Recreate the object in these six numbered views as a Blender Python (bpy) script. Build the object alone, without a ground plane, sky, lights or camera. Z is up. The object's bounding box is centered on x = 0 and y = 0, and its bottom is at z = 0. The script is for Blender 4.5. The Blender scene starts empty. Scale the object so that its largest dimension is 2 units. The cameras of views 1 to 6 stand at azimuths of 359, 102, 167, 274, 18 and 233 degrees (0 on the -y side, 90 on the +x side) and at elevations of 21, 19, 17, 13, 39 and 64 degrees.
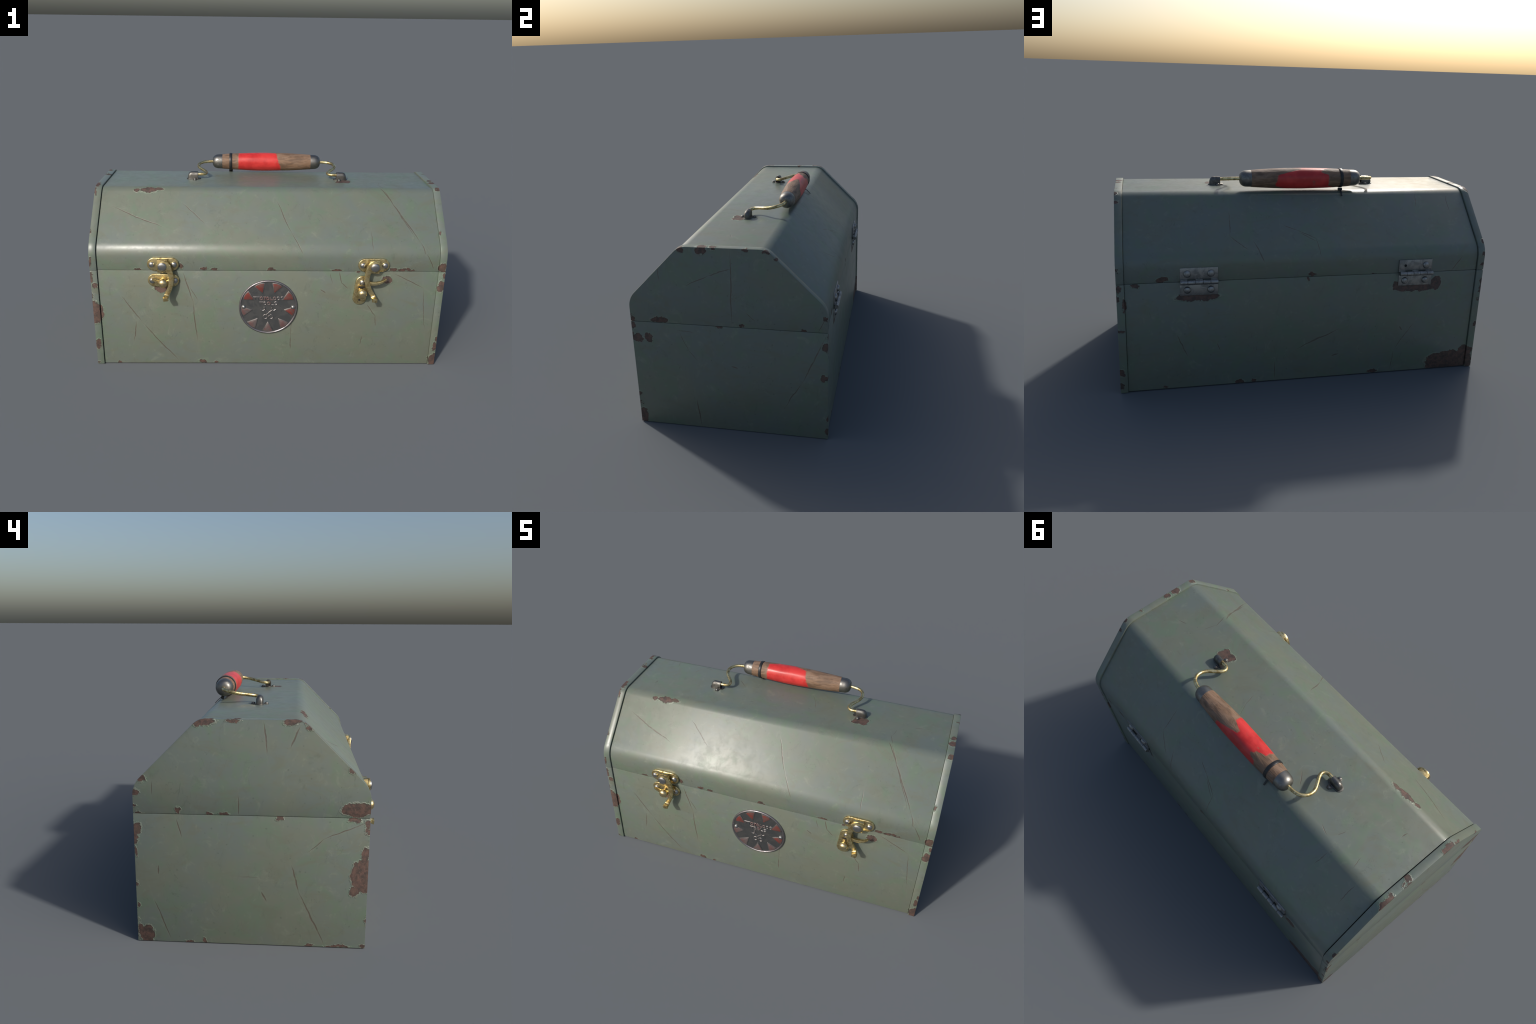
# A worn green steel toolbox: two-part pressed shell with wrapped end panels,
# hinged lid, brass swing-hook latches, a wood and red-paint carrying handle
# on a brass wire, and a round embossed badge.  Metres, z up.
import bpy, bmesh, math, random
from mathutils import Vector, Matrix, Euler

random.seed(7)

# ------------------------------------------------------------------ sizes
CY = 0.0245            # middle plane of the box, front to back
HALF_DEPTH = 0.5045    # to the outer face of the end panels
TOP_HALF = 0.2175      # half depth of the flat top (sharp corner)
Z_SHOULDER, Z_TOP = 0.721, 1.008
Z_SPLIT, GAP = 0.597, 0.0015
CAP_IN, CAP_OUT = 0.961, 1.0
BODY_END, BODY_END_TIGHT = 0.957, 0.9600   # open seam on the left, tight on the right
INSET = 0.007          # body skin lies this much below the end panels
FRONT = CY - HALF_DEPTH + INSET
BACK = CY + HALF_DEPTH - INSET
TOP = Z_TOP - INSET

# centre (x, y, z) and half sizes (x, y, z) of each patch of bare rusty metal
SLOPE_CHIPS = [
    (-0.754, -0.204, 0.989, 0.019, 0.013, 0.013),
    (-0.693, -0.202, 0.991, 0.04, 0.018, 0.018),
    (-0.632, -0.194, 0.999, 0.031, 0.013, 0.013),
]
FRONT_CHIPS = [
    (-0.732, -0.474, 0.602, 0.021, 0.018, 0.008),
    (-0.492, -0.474, 0.623, 0.012, 0.018, 0.017),
    (-0.363, -0.474, 0.607, 0.021, 0.018, 0.009),
    (-0.303, -0.474, 0.605, 0.017, 0.018, 0.008),
    (0.017, -0.474, 0.605, 0.022, 0.018, 0.008),
    (-0.611, -0.474, 0.487, 0.035, 0.018, 0.021),
    (-0.871, -0.474, 0.006, 0.014, 0.018, 0.006),
    (-0.378, -0.474, 0.013, 0.02, 0.018, 0.012),
    (-0.299, -0.474, 0.012, 0.013, 0.018, 0.01),
    (0.385, -0.474, 0.602, 0.03, 0.018, 0.004),
    (0.704, -0.474, 0.611, 0.019, 0.018, 0.012),
    (0.752, -0.474, 0.608, 0.022, 0.018, 0.011),
    (0.796, -0.474, 0.606, 0.021, 0.018, 0.007),
    (0.675, -0.474, 0.545, 0.027, 0.018, 0.021),
    (0.507, -0.474, 0.591, 0.008, 0.018, 0.006),
]
CAP_FRONT_CHIPS = [
    (-0.992, -0.48, 0.655, 0.006, 0.018, 0.023),
    (-0.996, -0.48, 0.544, 0.007, 0.018, 0.019),
    (-0.977, -0.48, 0.506, 0.012, 0.018, 0.014),
    (-0.986, -0.48, 0.135, 0.016, 0.018, 0.031),
    (0.978, -0.48, 0.624, 0.021, 0.018, 0.022),
    (0.982, -0.48, 0.506, 0.019, 0.018, 0.033),
    (0.989, -0.48, 0.121, 0.011, 0.018, 0.029),
    (0.981, -0.48, 0.027, 0.02, 0.018, 0.029),
    (0.996, -0.48, 0.172, 0.008, 0.018, 0.01),
]
CAP_SLOPE_CHIPS = [
    (-0.997, -0.223, 0.978, 0.006, 0.017, 0.017),
    (-0.997, -0.399, 0.802, 0.004, 0.013, 0.013),
    (0.968, -0.4, 0.801, 0.007, 0.013, 0.013),
    (0.985, -0.197, 1.004, 0.016, 0.013, 0.013),
]
LEFT_END_CHIPS = [
    (-1.0, 0.223, 0.997, 0.018, 0.048, 0.015),
    (-1.0, 0.247, 0.986, 0.018, 0.012, 0.012),
    (-1.0, 0.097, 1.004, 0.018, 0.028, 0.006),
    (-1.0, -0.142, 0.999, 0.018, 0.027, 0.013),
    (-1.0, -0.173, 1.0, 0.018, 0.015, 0.007),
    (-1.0, 0.487, 0.75, 0.018, 0.018, 0.012),
    (-1.0, 0.519, 0.691, 0.018, 0.013, 0.015),
    (-1.0, 0.336, 0.615, 0.018, 0.012, 0.014),
    (-1.0, 0.506, 0.6, 0.018, 0.017, 0.004),
    (-1.0, 0.197, 0.604, 0.018, 0.015, 0.005),
    (-1.0, 0.135, 0.602, 0.018, 0.02, 0.004),
    (-1.0, -0.1, 0.589, 0.018, 0.014, 0.01),
    (-1.0, -0.423, 0.633, 0.018, 0.059, 0.029),
    (-1.0, -0.412, 0.591, 0.018, 0.024, 0.012),
    (-1.0, -0.469, 0.571, 0.018, 0.012, 0.017),
    (-1.0, -0.462, 0.338, 0.054, 0.052, 0.070),
    (-1.0, -0.467, 0.439, 0.018, 0.016, 0.026),
    (-1.0, -0.425, 0.268, 0.018, 0.02, 0.022),
    (-1.0, 0.514, 0.529, 0.018, 0.016, 0.026),
    (-1.0, 0.521, 0.424, 0.018, 0.004, 0.022),
    (-1.0, 0.523, 0.276, 0.018, 0.005, 0.01),
    (-1.0, 0.52, 0.172, 0.018, 0.007, 0.009),
    (-1.0, 0.489, 0.038, 0.018, 0.033, 0.039),
    (-1.0, 0.514, 0.065, 0.018, 0.013, 0.018),
    (-1.0, -0.471, 0.01, 0.018, 0.012, 0.009),
    (-1.0, 0.295, 0.006, 0.018, 0.017, 0.006),
    (-1.0, 0.23, 0.011, 0.018, 0.007, 0.009),
    (-1.0, -0.234, 0.006, 0.018, 0.017, 0.005),
    (-1.0, -0.356, 0.005, 0.018, 0.05, 0.004),
]
RIGHT_END_CHIPS = [
    (1.0, -0.186, 0.993, 0.018, 0.019, 0.013),
    (1.0, -0.081, 0.993, 0.018, 0.027, 0.02),
    (1.0, 0.141, 1.001, 0.018, 0.016, 0.004),
    (1.0, 0.237, 0.996, 0.018, 0.02, 0.008),
    (1.0, 0.283, 0.962, 0.018, 0.013, 0.007),
    (1.0, -0.325, 0.612, 0.018, 0.041, 0.016),
    (1.0, -0.472, 0.605, 0.018, 0.012, 0.015),
    (1.0, -0.473, 0.576, 0.018, 0.013, 0.019),
    (1.0, -0.453, 0.504, 0.018, 0.03, 0.022),
    (1.0, -0.392, 0.51, 0.018, 0.021, 0.024),
    (1.0, -0.464, 0.037, 0.018, 0.022, 0.043),
    (1.0, 0.518, 0.519, 0.018, 0.017, 0.023),
    (1.0, 0.512, 0.35, 0.018, 0.02, 0.019),
    (1.0, 0.523, 0.041, 0.018, 0.008, 0.021),
    (1.0, 0.518, 0.671, 0.018, 0.011, 0.01),
    (1.0, -0.014, 0.595, 0.018, 0.019, 0.005),
    (1.0, 0.106, 0.608, 0.018, 0.015, 0.009),
    (1.0, 0.412, 0.603, 0.018, 0.015, 0.005),
]
BACK_CHIPS = [
    (0.597, 0.523, 0.514, 0.102, 0.018, 0.022),
    (0.774, 0.523, 0.612, 0.029, 0.018, 0.012),
    (0.906, 0.523, 0.585, 0.018, 0.018, 0.012),
    (-0.005, 0.523, 0.612, 0.016, 0.018, 0.011),
    (0.014, 0.523, 0.588, 0.007, 0.018, 0.01),
    (0.376, 0.523, 0.013, 0.025, 0.018, 0.012),
    (0.299, 0.523, 0.009, 0.011, 0.018, 0.009),
    (0.766, 0.523, 0.009, 0.013, 0.018, 0.005),
    (-0.596, 0.523, 0.508, 0.12, 0.018, 0.021),
    (-0.722, 0.523, 0.531, 0.031, 0.018, 0.039),
    (-0.496, 0.523, 0.527, 0.024, 0.018, 0.022),
    (-0.851, 0.523, 0.048, 0.14, 0.018, 0.055),
    (-0.737, 0.523, 0.036, 0.027, 0.018, 0.043),
    (-0.952, 0.523, 0.089, 0.043, 0.018, 0.044),
    (-0.387, 0.523, 0.014, 0.026, 0.018, 0.01),
    (-0.35, 0.523, 0.6, 0.015, 0.018, 0.005),
    (-0.006, 0.523, 0.612, 0.018, 0.018, 0.011),
]
CAP_BACK_CHIPS = [
    (0.99, 0.529, 0.572, 0.009, 0.018, 0.022),
    (0.987, 0.529, 0.116, 0.013, 0.018, 0.019),
    (0.99, 0.529, 0.045, 0.01, 0.018, 0.014),
    (0.964, 0.529, 0.487, 0.005, 0.018, 0.036),
    (0.982, 0.529, 0.344, 0.018, 0.018, 0.007),
    (-0.979, 0.529, 0.036, 0.02, 0.018, 0.038),
    (-0.995, 0.529, 0.486, 0.009, 0.018, 0.025),
    (-0.988, 0.529, 0.268, 0.009, 0.018, 0.016),
    (-0.99, 0.529, 0.629, 0.013, 0.018, 0.009),
]
TOP_CHIPS = [
    (0.472, -0.022, 1.002, 0.034, 0.028, 0.018),
    (0.478, -0.046, 1.002, 0.016, 0.016, 0.018),
    (0.456, -0.032, 1.002, 0.040, 0.022, 0.018),
    (0.434, -0.043, 1.002, 0.024, 0.015, 0.018),
]
CAP_TOP_CHIPS = [
    (0.99, -0.08, 1.008, 0.024, 0.023, 0.018),
    (0.986, -0.024, 1.008, 0.017, 0.016, 0.018),
    (0.987, -0.19, 1.008, 0.011, 0.012, 0.018),
    (-0.988, -0.167, 1.008, 0.014, 0.016, 0.018),
    (-0.998, -0.204, 1.008, 0.009, 0.011, 0.018),
    (-0.975, 0.078, 1.008, 0.014, 0.014, 0.018),
    (-0.991, 0.189, 1.008, 0.012, 0.013, 0.018),
    (-0.994, 0.243, 1.008, 0.013, 0.014, 0.018),
]
# both ends (x, y, z, x, y, z) and relative width of each scratch
FRONT_SCRATCHES = [
    (0.858, -0.442, 0.751, 0.885, -0.488, 0.705, 0.8),
    (0.889, -0.474, 0.699, 0.934, -0.474, 0.612, 0.7),
    (-0.837, -0.474, 0.443, -0.725, -0.474, 0.273, 1.0),
    (-0.725, -0.474, 0.273, -0.517, -0.474, 0.014, 1.0),
    (-0.485, -0.474, 0.586, -0.43, -0.474, 0.401, 1.0),
    (-0.43, -0.474, 0.401, -0.405, -0.474, 0.143, 1.1),
    (-0.756, -0.474, 0.273, -0.78, -0.474, 0.152, 0.8),
    (-0.445, -0.474, 0.487, -0.403, -0.474, 0.421, 0.6),
    (0.403, -0.474, 0.586, 0.42, -0.474, 0.52, 0.9),
    (0.42, -0.474, 0.52, 0.453, -0.474, 0.492, 0.7),
    (0.352, -0.474, 0.576, 0.363, -0.474, 0.529, 0.6),
    (0.706, -0.474, 0.587, 0.886, -0.474, 0.494, 0.8),
    (0.886, -0.474, 0.494, 0.92, -0.474, 0.219, 0.6),
    (0.57, -0.474, 0.391, 0.624, -0.474, 0.318, 0.9),
    (0.624, -0.474, 0.318, 0.629, -0.474, 0.258, 0.7),
    (0.136, -0.474, 0.316, 0.136, -0.474, 0.166, 0.5),
    (0.135, -0.474, 0.176, 0.138, -0.474, 0.104, 1.0),
    (0.305, -0.474, 0.477, 0.319, -0.474, 0.467, 1.2),
    (0.554, -0.474, 0.177, 0.553, -0.474, 0.136, 0.8),
]
BACK_SCRATCHES = [
    (0.302, 0.456, 0.786, 0.225, 0.591, 0.651, 1.1),
    (-0.865, 0.523, 0.676, -0.804, 0.523, 0.601, 0.9),
    (-0.178, 0.523, 0.287, 0.007, 0.523, 0.209, 0.9),
    (-0.617, 0.523, 0.303, -0.503, 0.523, 0.132, 0.8),
    (-0.503, 0.523, 0.132, -0.493, 0.523, 0.018, 0.6),
    (-0.149, 0.523, 0.132, -0.173, 0.523, 0.138, 1.2),
    (-0.535, 0.523, 0.273, -0.541, 0.523, 0.262, 1.2),
    (0.705, 0.523, 0.309, 0.655, 0.523, 0.187, 0.9),
    (-0.079, 0.523, 0.252, 0.068, 0.523, 0.183, 0.7),
    (0.186, 0.523, 0.113, 0.183, 0.523, 0.022, 0.9),
    (0.494, 0.523, 0.243, 0.485, 0.523, 0.213, 0.8),
]
LID_SCRATCHES = [
    (-0.898, -0.279, 0.914, -0.582, -0.378, 0.815, 1.0),
    (-0.495, -0.263, 0.93, -0.359, -0.356, 0.837, 0.8),
    (0.648, -0.178, 1.015, 0.71, -0.249, 0.944, 1.0),
    (0.71, -0.249, 0.944, 0.858, -0.442, 0.751, 1.1),
    (0.051, -0.253, 0.94, 0.13, -0.398, 0.795, 0.9),
    (0.13, -0.398, 0.795, 0.198, -0.494, 0.699, 0.8),
    (0.58, -0.389, 0.804, 0.581, -0.47, 0.723, 0.6),
    (0.415, 0.329, 0.913, 0.42, 0.436, 0.806, 0.8),
    (0.42, 0.436, 0.806, 0.334, 0.493, 0.749, 0.9),
    (0.127, 0.395, 0.847, 0.059, 0.418, 0.824, 0.7),
    (0.059, 0.418, 0.824, -0.034, 0.453, 0.789, 0.9),
    (-0.034, 0.453, 0.789, -0.052, 0.531, 0.711, 0.6),
    (0.046, 0.429, 0.813, -0.028, 0.463, 0.779, 0.8),
    (-0.663, 0.266, 0.976, -0.654, 0.321, 0.921, 0.7),
    (-0.853, 0.268, 0.974, -0.848, 0.348, 0.894, 0.7),
    (0.835, -0.431, 0.762, 0.661, -0.177, 1.016, 0.8),
    (0.672, -0.173, 1.002, 0.654, -0.112, 1.002, 0.55),
    (0.657, -0.109, 1.002, 0.674, -0.048, 1.002, 0.33),
    (0.958, 0.09, 1.002, 0.934, 0.081, 1.002, 0.66),
    (0.809, 0.022, 1.002, 0.769, 0.008, 1.002, 0.5),
    (0.183, 0.011, 1.002, 0.165, 0.07, 1.002, 0.44),
    (0.165, 0.07, 1.002, 0.138, 0.131, 1.002, 0.33),
    (-0.778, 0.173, 1.002, -0.791, 0.224, 1.002, 0.44),
    (-0.641, 0.168, 1.002, -0.646, 0.15, 1.002, 0.66),
    (-0.823, -0.038, 1.002, -0.826, -0.059, 1.002, 0.66),
    (-0.292, 0.096, 1.002, -0.34, 0.146, 1.002, 0.66),
    (-0.563, 0.202, 1.002, -0.602, 0.212, 1.002, 0.55),
]
LEFT_END_SCRATCHES = [
    (-1.0, -0.152, 0.373, -1.0, -0.183, 0.26, 1.0),
    (-1.0, -0.183, 0.26, -1.0, -0.301, 0.005, 1.1),
    (-1.0, -0.48, 0.58, -1.0, -0.283, 0.498, 0.8),
    (-1.0, -0.283, 0.498, -1.0, -0.224, 0.445, 0.6),
    (-1.0, 0.449, 0.206, -1.0, 0.384, 0.014, 0.9),
    (-1.0, -0.029, 0.998, -1.0, -0.047, 0.867, 1.0),
    (-1.0, -0.177, 0.98, -1.0, -0.143, 0.9, 1.1),
    (-1.0, 0.072, 0.684, -1.0, 0.073, 0.604, 0.6),
    (-1.0, 0.341, 0.568, -1.0, 0.322, 0.499, 0.8),
    (-1.0, 0.071, 0.318, -1.0, -0.008, 0.321, 0.4),
    (-1.0, -0.029, 0.245, -1.0, -0.042, 0.219, 1.2),
    (-1.0, 0.427, 0.356, -1.0, 0.428, 0.329, 1.0),
    (-1.0, 0.443, 0.734, -1.0, 0.445, 0.684, 0.6),
]
RIGHT_END_SCRATCHES = [
    (1.0, 0.065, 1.008, 1.0, 0.053, 0.604, 1.0),
    (1.0, -0.172, 0.806, 1.0, -0.051, 0.862, 0.8),
    (1.0, -0.051, 0.862, 1.0, 0.061, 0.907, 0.9),
    (1.0, 0.518, 0.57, 1.0, 0.399, 0.313, 1.1),
    (1.0, 0.399, 0.313, 1.0, 0.308, 0.16, 0.8),
    (1.0, -0.16, 0.169, 1.0, -0.14, 0.007, 1.1),
    (1.0, -0.223, 0.553, 1.0, -0.18, 0.448, 0.5),
    (1.0, -0.18, 0.448, 1.0, -0.143, 0.396, 0.5),
    (1.0, -0.309, 0.884, 1.0, -0.309, 0.829, 0.7),
    (1.0, 0.131, 0.671, 1.0, 0.168, 0.638, 0.6),
    (1.0, -0.232, 0.563, 1.0, -0.152, 0.556, 0.6),
    (1.0, 0.048, 0.374, 1.0, 0.063, 0.37, 1.2),
    (1.0, 0.518, 0.671, 1.0, 0.486, 0.604, 0.6),
]


# ------------------------------------------------------------- mesh helpers
def link(ob, parent=None):
    bpy.context.scene.collection.objects.link(ob)
    if parent:
        ob.parent = parent
    return ob


def mesh_from(bm, name, angle=35.0):
    bmesh.ops.recalc_face_normals(bm, faces=bm.faces)
    me = bpy.data.meshes.new(name)
    bm.to_mesh(me)
    bm.free()
    me.polygons.foreach_set("use_smooth", [True] * len(me.polygons))
    me.set_sharp_from_angle(angle=math.radians(angle))
    return me


def make(bm, name, mat, parent, angle=35.0, stuff=False):
    me = mesh_from(bm, name, angle)
    me.materials.append(mat)
    ob = link(bpy.data.objects.new(name, me), parent)
    if stuff:
        ob["kind"] = "stuff"
    return ob


def bevel_sharp(bm, width, segments=2, angle=40.0):
    if width <= 0:
        return
    edges = [e for e in bm.edges if len(e.link_faces) == 2
             and e.calc_face_angle(0) > math.radians(angle)]
    bmesh.ops.bevel(bm, geom=edges, offset=width, segments=segments,
                    profile=0.5, affect='EDGES', clamp_overlap=True)


def rings_to_bm(rings, bm=None, cap=True, closed=True):
    bm = bm or bmesh.new()
    vs = [[bm.verts.new(p) for p in r] for r in rings]
    n = len(rings[0])
    for a, b in zip(vs, vs[1:]):
        for i in range(n if closed else n - 1):
            j = (i + 1) % n
            bm.faces.new((a[i], a[j], b[j], b[i]))
    if cap:
        bm.faces.new(vs[0])
        bm.faces.new(vs[-1])
    return bm


def prism(outline, frame, n0, n1, bevel=0.0, bm=None, segments=2):
    """Solid from a 2D outline: frame = (origin, U, V, N), between n0 and n1."""
    o, U, V, N = (Vector(k) for k in frame)
    own = bmesh.new()
    rings_to_bm([[o + U * u + V * v + N * n for u, v in outline] for n in (n0, n1)], own)
    bmesh.ops.recalc_face_normals(own, faces=own.faces)
    bevel_sharp(own, bevel, segments)
    return merge(own, bm)


def merge(src, dst):
    if dst is None:
        return src
    tmp = bpy.data.meshes.new("join")
    src.to_mesh(tmp)
    src.free()
    dst.from_mesh(tmp)
    bpy.data.meshes.remove(tmp)
    return dst


def lathe(profile, frame, steps=32, bm=None):
    """Revolve (height, radius) pairs about the N axis of frame."""
    o, U, V, N = (Vector(k) for k in frame)
    rings = []
    for h, r in profile:
        r = max(r, 1e-5)
        rings.append([o + N * h + (U * math.cos(a) + V * math.sin(a)) * r
                      for a in (2 * math.pi * i / steps for i in range(steps))])
    own = rings_to_bm(rings)
    bmesh.ops.remove_doubles(own, verts=own.verts, dist=5e-5)
    return merge(own, bm)


def spline(points, per=8):
    """Catmull-Rom through the points (tuples of any length)."""
    P = [points[0]] + list(points) + [points[-1]]
    out = []
    for k in range(1, len(P) - 2):
        for i in range(per):
            t = i / per
            out.append(tuple(
                0.5 * (2 * b + (c - a) * t + (2 * a - 5 * b + 4 * c - d) * t * t
                       + (3 * b - a - 3 * c + d) * t ** 3)
                for a, b, c, d in zip(P[k - 1], P[k], P[k + 1], P[k + 2])))
    out.append(tuple(points[-1]))
    return out


def tube(points, radius, steps=12, bm=None):
    pts = [Vector(p) for p in points]
    side, rings = None, []
    for i, p in enumerate(pts):
        t = (pts[min(i + 1, len(pts) - 1)] - pts[max(i - 1, 0)]).normalized()
        side = (t.orthogonal() if side is None else side - t * side.dot(t)).normalized()
        other = t.cross(side)
        rings.append([p + (side * math.cos(a) + other * math.sin(a)) * radius
                      for a in (2 * math.pi * k / steps for k in range(steps))])
    return merge(rings_to_bm(rings), bm)


def strap(points, thickness, bevel=0.0015, bm=None, flat=Vector((0, -1, 0))):
    """Flat bar along (x, y, z, width): width lies square to `flat`."""
    rings = []
    P = [Vector(p[:3]) for p in points]
    for i, p in enumerate(P):
        t = (P[min(i + 1, len(P) - 1)] - P[max(i - 1, 0)]).normalized()
        w = t.cross(flat).normalized()
        n = w.cross(t).normalized()
        h, k = points[i][3] / 2, (points[i][4] if len(points[i]) > 4 else thickness) / 2
        rings.append([p + w * h + n * k, p - w * h + n * k, p - w * h - n * k, p + w * h - n * k])
    own = rings_to_bm(rings)
    bmesh.ops.recalc_face_normals(own, faces=own.faces)
    bevel_sharp(own, bevel)
    return merge(own, bm)


def stadium(half_len, r, cx=0.0, cz=0.0, turn=0.0, steps=12):
    out = []
    for s, a0 in ((1, -math.pi / 2), (-1, math.pi / 2)):
        for i in range(steps + 1):
            a = a0 + math.pi * i / steps
            out.append((s * half_len + r * math.cos(a), r * math.sin(a)))
    c, s = math.cos(turn), math.sin(turn)
    return [(cx + x * c - y * s, cz + x * s + y * c) for x, y in out]


def circle(r, cx=0.0, cz=0.0, steps=32):
    return [(cx + r * math.cos(2 * math.pi * i / steps), cz + r * math.sin(2 * math.pi * i / steps))
            for i in range(steps)]


def dome(r, h, skirt=0.0):
    """Round rivet head as a lathe profile."""
    prof = [(-0.002, r), (skirt, r)]
    for i in range(1, 9):
        a = math.pi / 2 * i / 8
        prof.append((skirt + (h - skirt) * math.sin(a), r * math.cos(a) ** 0.85 if i < 8 else 0.0))
    return prof


FACING_FRONT = lambda x, y, z: ((x, y, z), (1, 0, 0), (0, 0, 1), (0, -1, 0))
FACING_BACK = lambda x, y, z: ((x, y, z), (-1, 0, 0), (0, 0, 1), (0, 1, 0))
FACING_UP = lambda x, y, z: ((x, y, z), (1, 0, 0), (0, 1, 0), (0, 0, 1))


# ---------------------------------------------------------- box cross-section
def section(inset, z_low, z_high, z_floor):
    """Rounded octagon-like profile of the box between two heights, (y, z)."""
    k = inset * math.tan(math.radians(22.5))
    hd, ht = HALF_DEPTH - inset, TOP_HALF - k
    zs, zt = Z_SHOULDER - k, Z_TOP - inset
    corners = [(-hd, z_floor, 0.0), (hd, z_floor, 0.0), (hd, zs, 0.115 - inset),
               (ht, zt, 0.085 - inset), (-ht, zt, 0.085 - inset), (-hd, zs, 0.115 - inset)]
    pts = []
    n = len(corners)
    for i, (y, z, r) in enumerate(corners):
        p = Vector((y, z))
        if r <= 0:
            pts.append(p)
            continue
        a = (Vector(corners[i - 1][:2]) - p).normalized()
        b = (Vector(corners[(i + 1) % n][:2]) - p).normalized()
        half = a.angle(b) / 2
        cut = r / math.tan(half)
        mid = p + (a + b).normalized() * (r / math.sin(half))
        s, e = p + a * cut - mid, p + b * cut - mid
        steps = 12
        for j in range(steps + 1):
            t = j / steps
            om = s.angle(e)
            pts.append(mid + (s * math.sin((1 - t) * om) + e * math.sin(t * om)) / math.sin(om))
    # clip to the height range
    for lim, sign in ((z_low, 1), (z_high, -1)):
        out = []
        for i, p in enumerate(pts):
            q = pts[i - 1]
            dp, dq = (p.y - lim) * sign, (q.y - lim) * sign
            if (dp >= 0) != (dq >= 0):
                out.append(q + (p - q) * (dq / (dq - dp)))
            if dp >= 0:
                out.append(p)
        pts = out
    return [(p.x + CY, p.y) for p in pts]


def box_part(x0, x1, inset, z_low, z_high, z_floor, bevel):
    frame = ((0, 0, 0), (0, 1, 0), (0, 0, 1), (1, 0, 0))
    return prism(section(inset, z_low, z_high, z_floor), frame, x0, x1, bevel)


# ---------------------------------------------------------------- materials
class Nodes:
    def __init__(self, name):
        self.mat = bpy.data.materials.new(name)
        self.mat.use_nodes = True
        self.t = self.mat.node_tree
        self.t.nodes.clear()
        self.bsdf = self.add("ShaderNodeBsdfPrincipled")
        out = self.add("ShaderNodeOutputMaterial")
        self.t.links.new(self.bsdf.outputs[0], out.inputs[0])
        self.pos = self.add("ShaderNodeTexCoord").outputs["Object"]

    def add(self, kind, **props):
        n = self.t.nodes.new(kind)
        for k, v in props.items():
            setattr(n, k, v)
        return n

    def put(self, socket, value):
        if hasattr(value, "is_linked"):
            self.t.links.new(value, socket)
        else:
            socket.default_value = value

    def math(self, op, a, b=0.0, c=0.0, clamp=False):
        n = self.add("ShaderNodeMath", operation=op, use_clamp=clamp)
        for s, v in zip(n.inputs, (a, b, c)):
            self.put(s, v)
        return n.outputs[0]

    def vec(self, op, a, b=(0, 0, 0), scale=None):
        n = self.add("ShaderNodeVectorMath", operation=op)
        self.put(n.inputs[0], a)
        if scale is not None:
            self.put(n.inputs["Scale"], scale)
        else:
            self.put(n.inputs[1], b)
        return n.outputs["Value"] if op in ("LENGTH", "DOT_PRODUCT") else n.outputs["Vector"]

    def xyz(self, v):
        n = self.add("ShaderNodeSeparateXYZ")
        self.put(n.inputs[0], v)
        return n.outputs

    def noise(self, scale, detail=3.0, rough=0.55, at=None, stretch=None, color=False, distort=0.0):
        at = at or self.pos
        if stretch:
            at = self.vec("MULTIPLY", at, stretch)
        n = self.add("ShaderNodeTexNoise")
        self.put(n.inputs["Vector"], at)
        self.put(n.inputs["Scale"], scale)
        self.put(n.inputs["Detail"], detail)
        self.put(n.inputs["Roughness"], rough)
        self.put(n.inputs["Distortion"], distort)
        return n.outputs["Color" if color else "Fac"]

    def ramp(self, v, lo, hi, a=0.0, b=1.0, smooth=True):
        n = self.add("ShaderNodeMapRange", interpolation_type='SMOOTHSTEP' if smooth else 'LINEAR', clamp=True)
        for s, x in zip(n.inputs, (v, lo, hi, a, b)):
            self.put(s, x)
        return n.outputs[0]

    def mix(self, fac, a, b, mode='MIX'):
        n = self.add("ShaderNodeMix", data_type='RGBA', blend_type=mode)
        n.clamp_factor = True
        self.put(n.inputs[0], fac)
        for s, v in ((n.inputs[6], a), (n.inputs[7], b)):
            self.put(s, v if hasattr(v, "is_linked") else (*v, 1.0)[:4])
        return n.outputs[2]

    def mixf(self, fac, a, b):
        n = self.add("ShaderNodeMix", data_type='FLOAT')
        for s, v in zip((n.inputs[0], n.inputs[2], n.inputs[3]), (fac, a, b)):
            self.put(s, v)
        return n.outputs[0]

    def bump(self, height, strength, distance, normal=None):
        n = self.add("ShaderNodeBump")
        self.put(n.inputs["Strength"], strength)
        self.put(n.inputs["Distance"], distance)
        self.put(n.inputs["Height"], height)
        if normal:
            self.put(n.inputs["Normal"], normal)
        return n.outputs[0]

    def set(self, **kw):
        for k, v in kw.items():
            key = k.replace("_", " ").title()
            key = {"Ior": "IOR", "Specular": "Specular IOR Level", "Coat": "Coat Weight"}.get(key, key)
            s = self.bsdf.inputs[key]
            if key == "Base Color" and not hasattr(v, "is_linked"):
                v = (*v, 1.0)
            self.put(s, v)
        return self.mat


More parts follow.
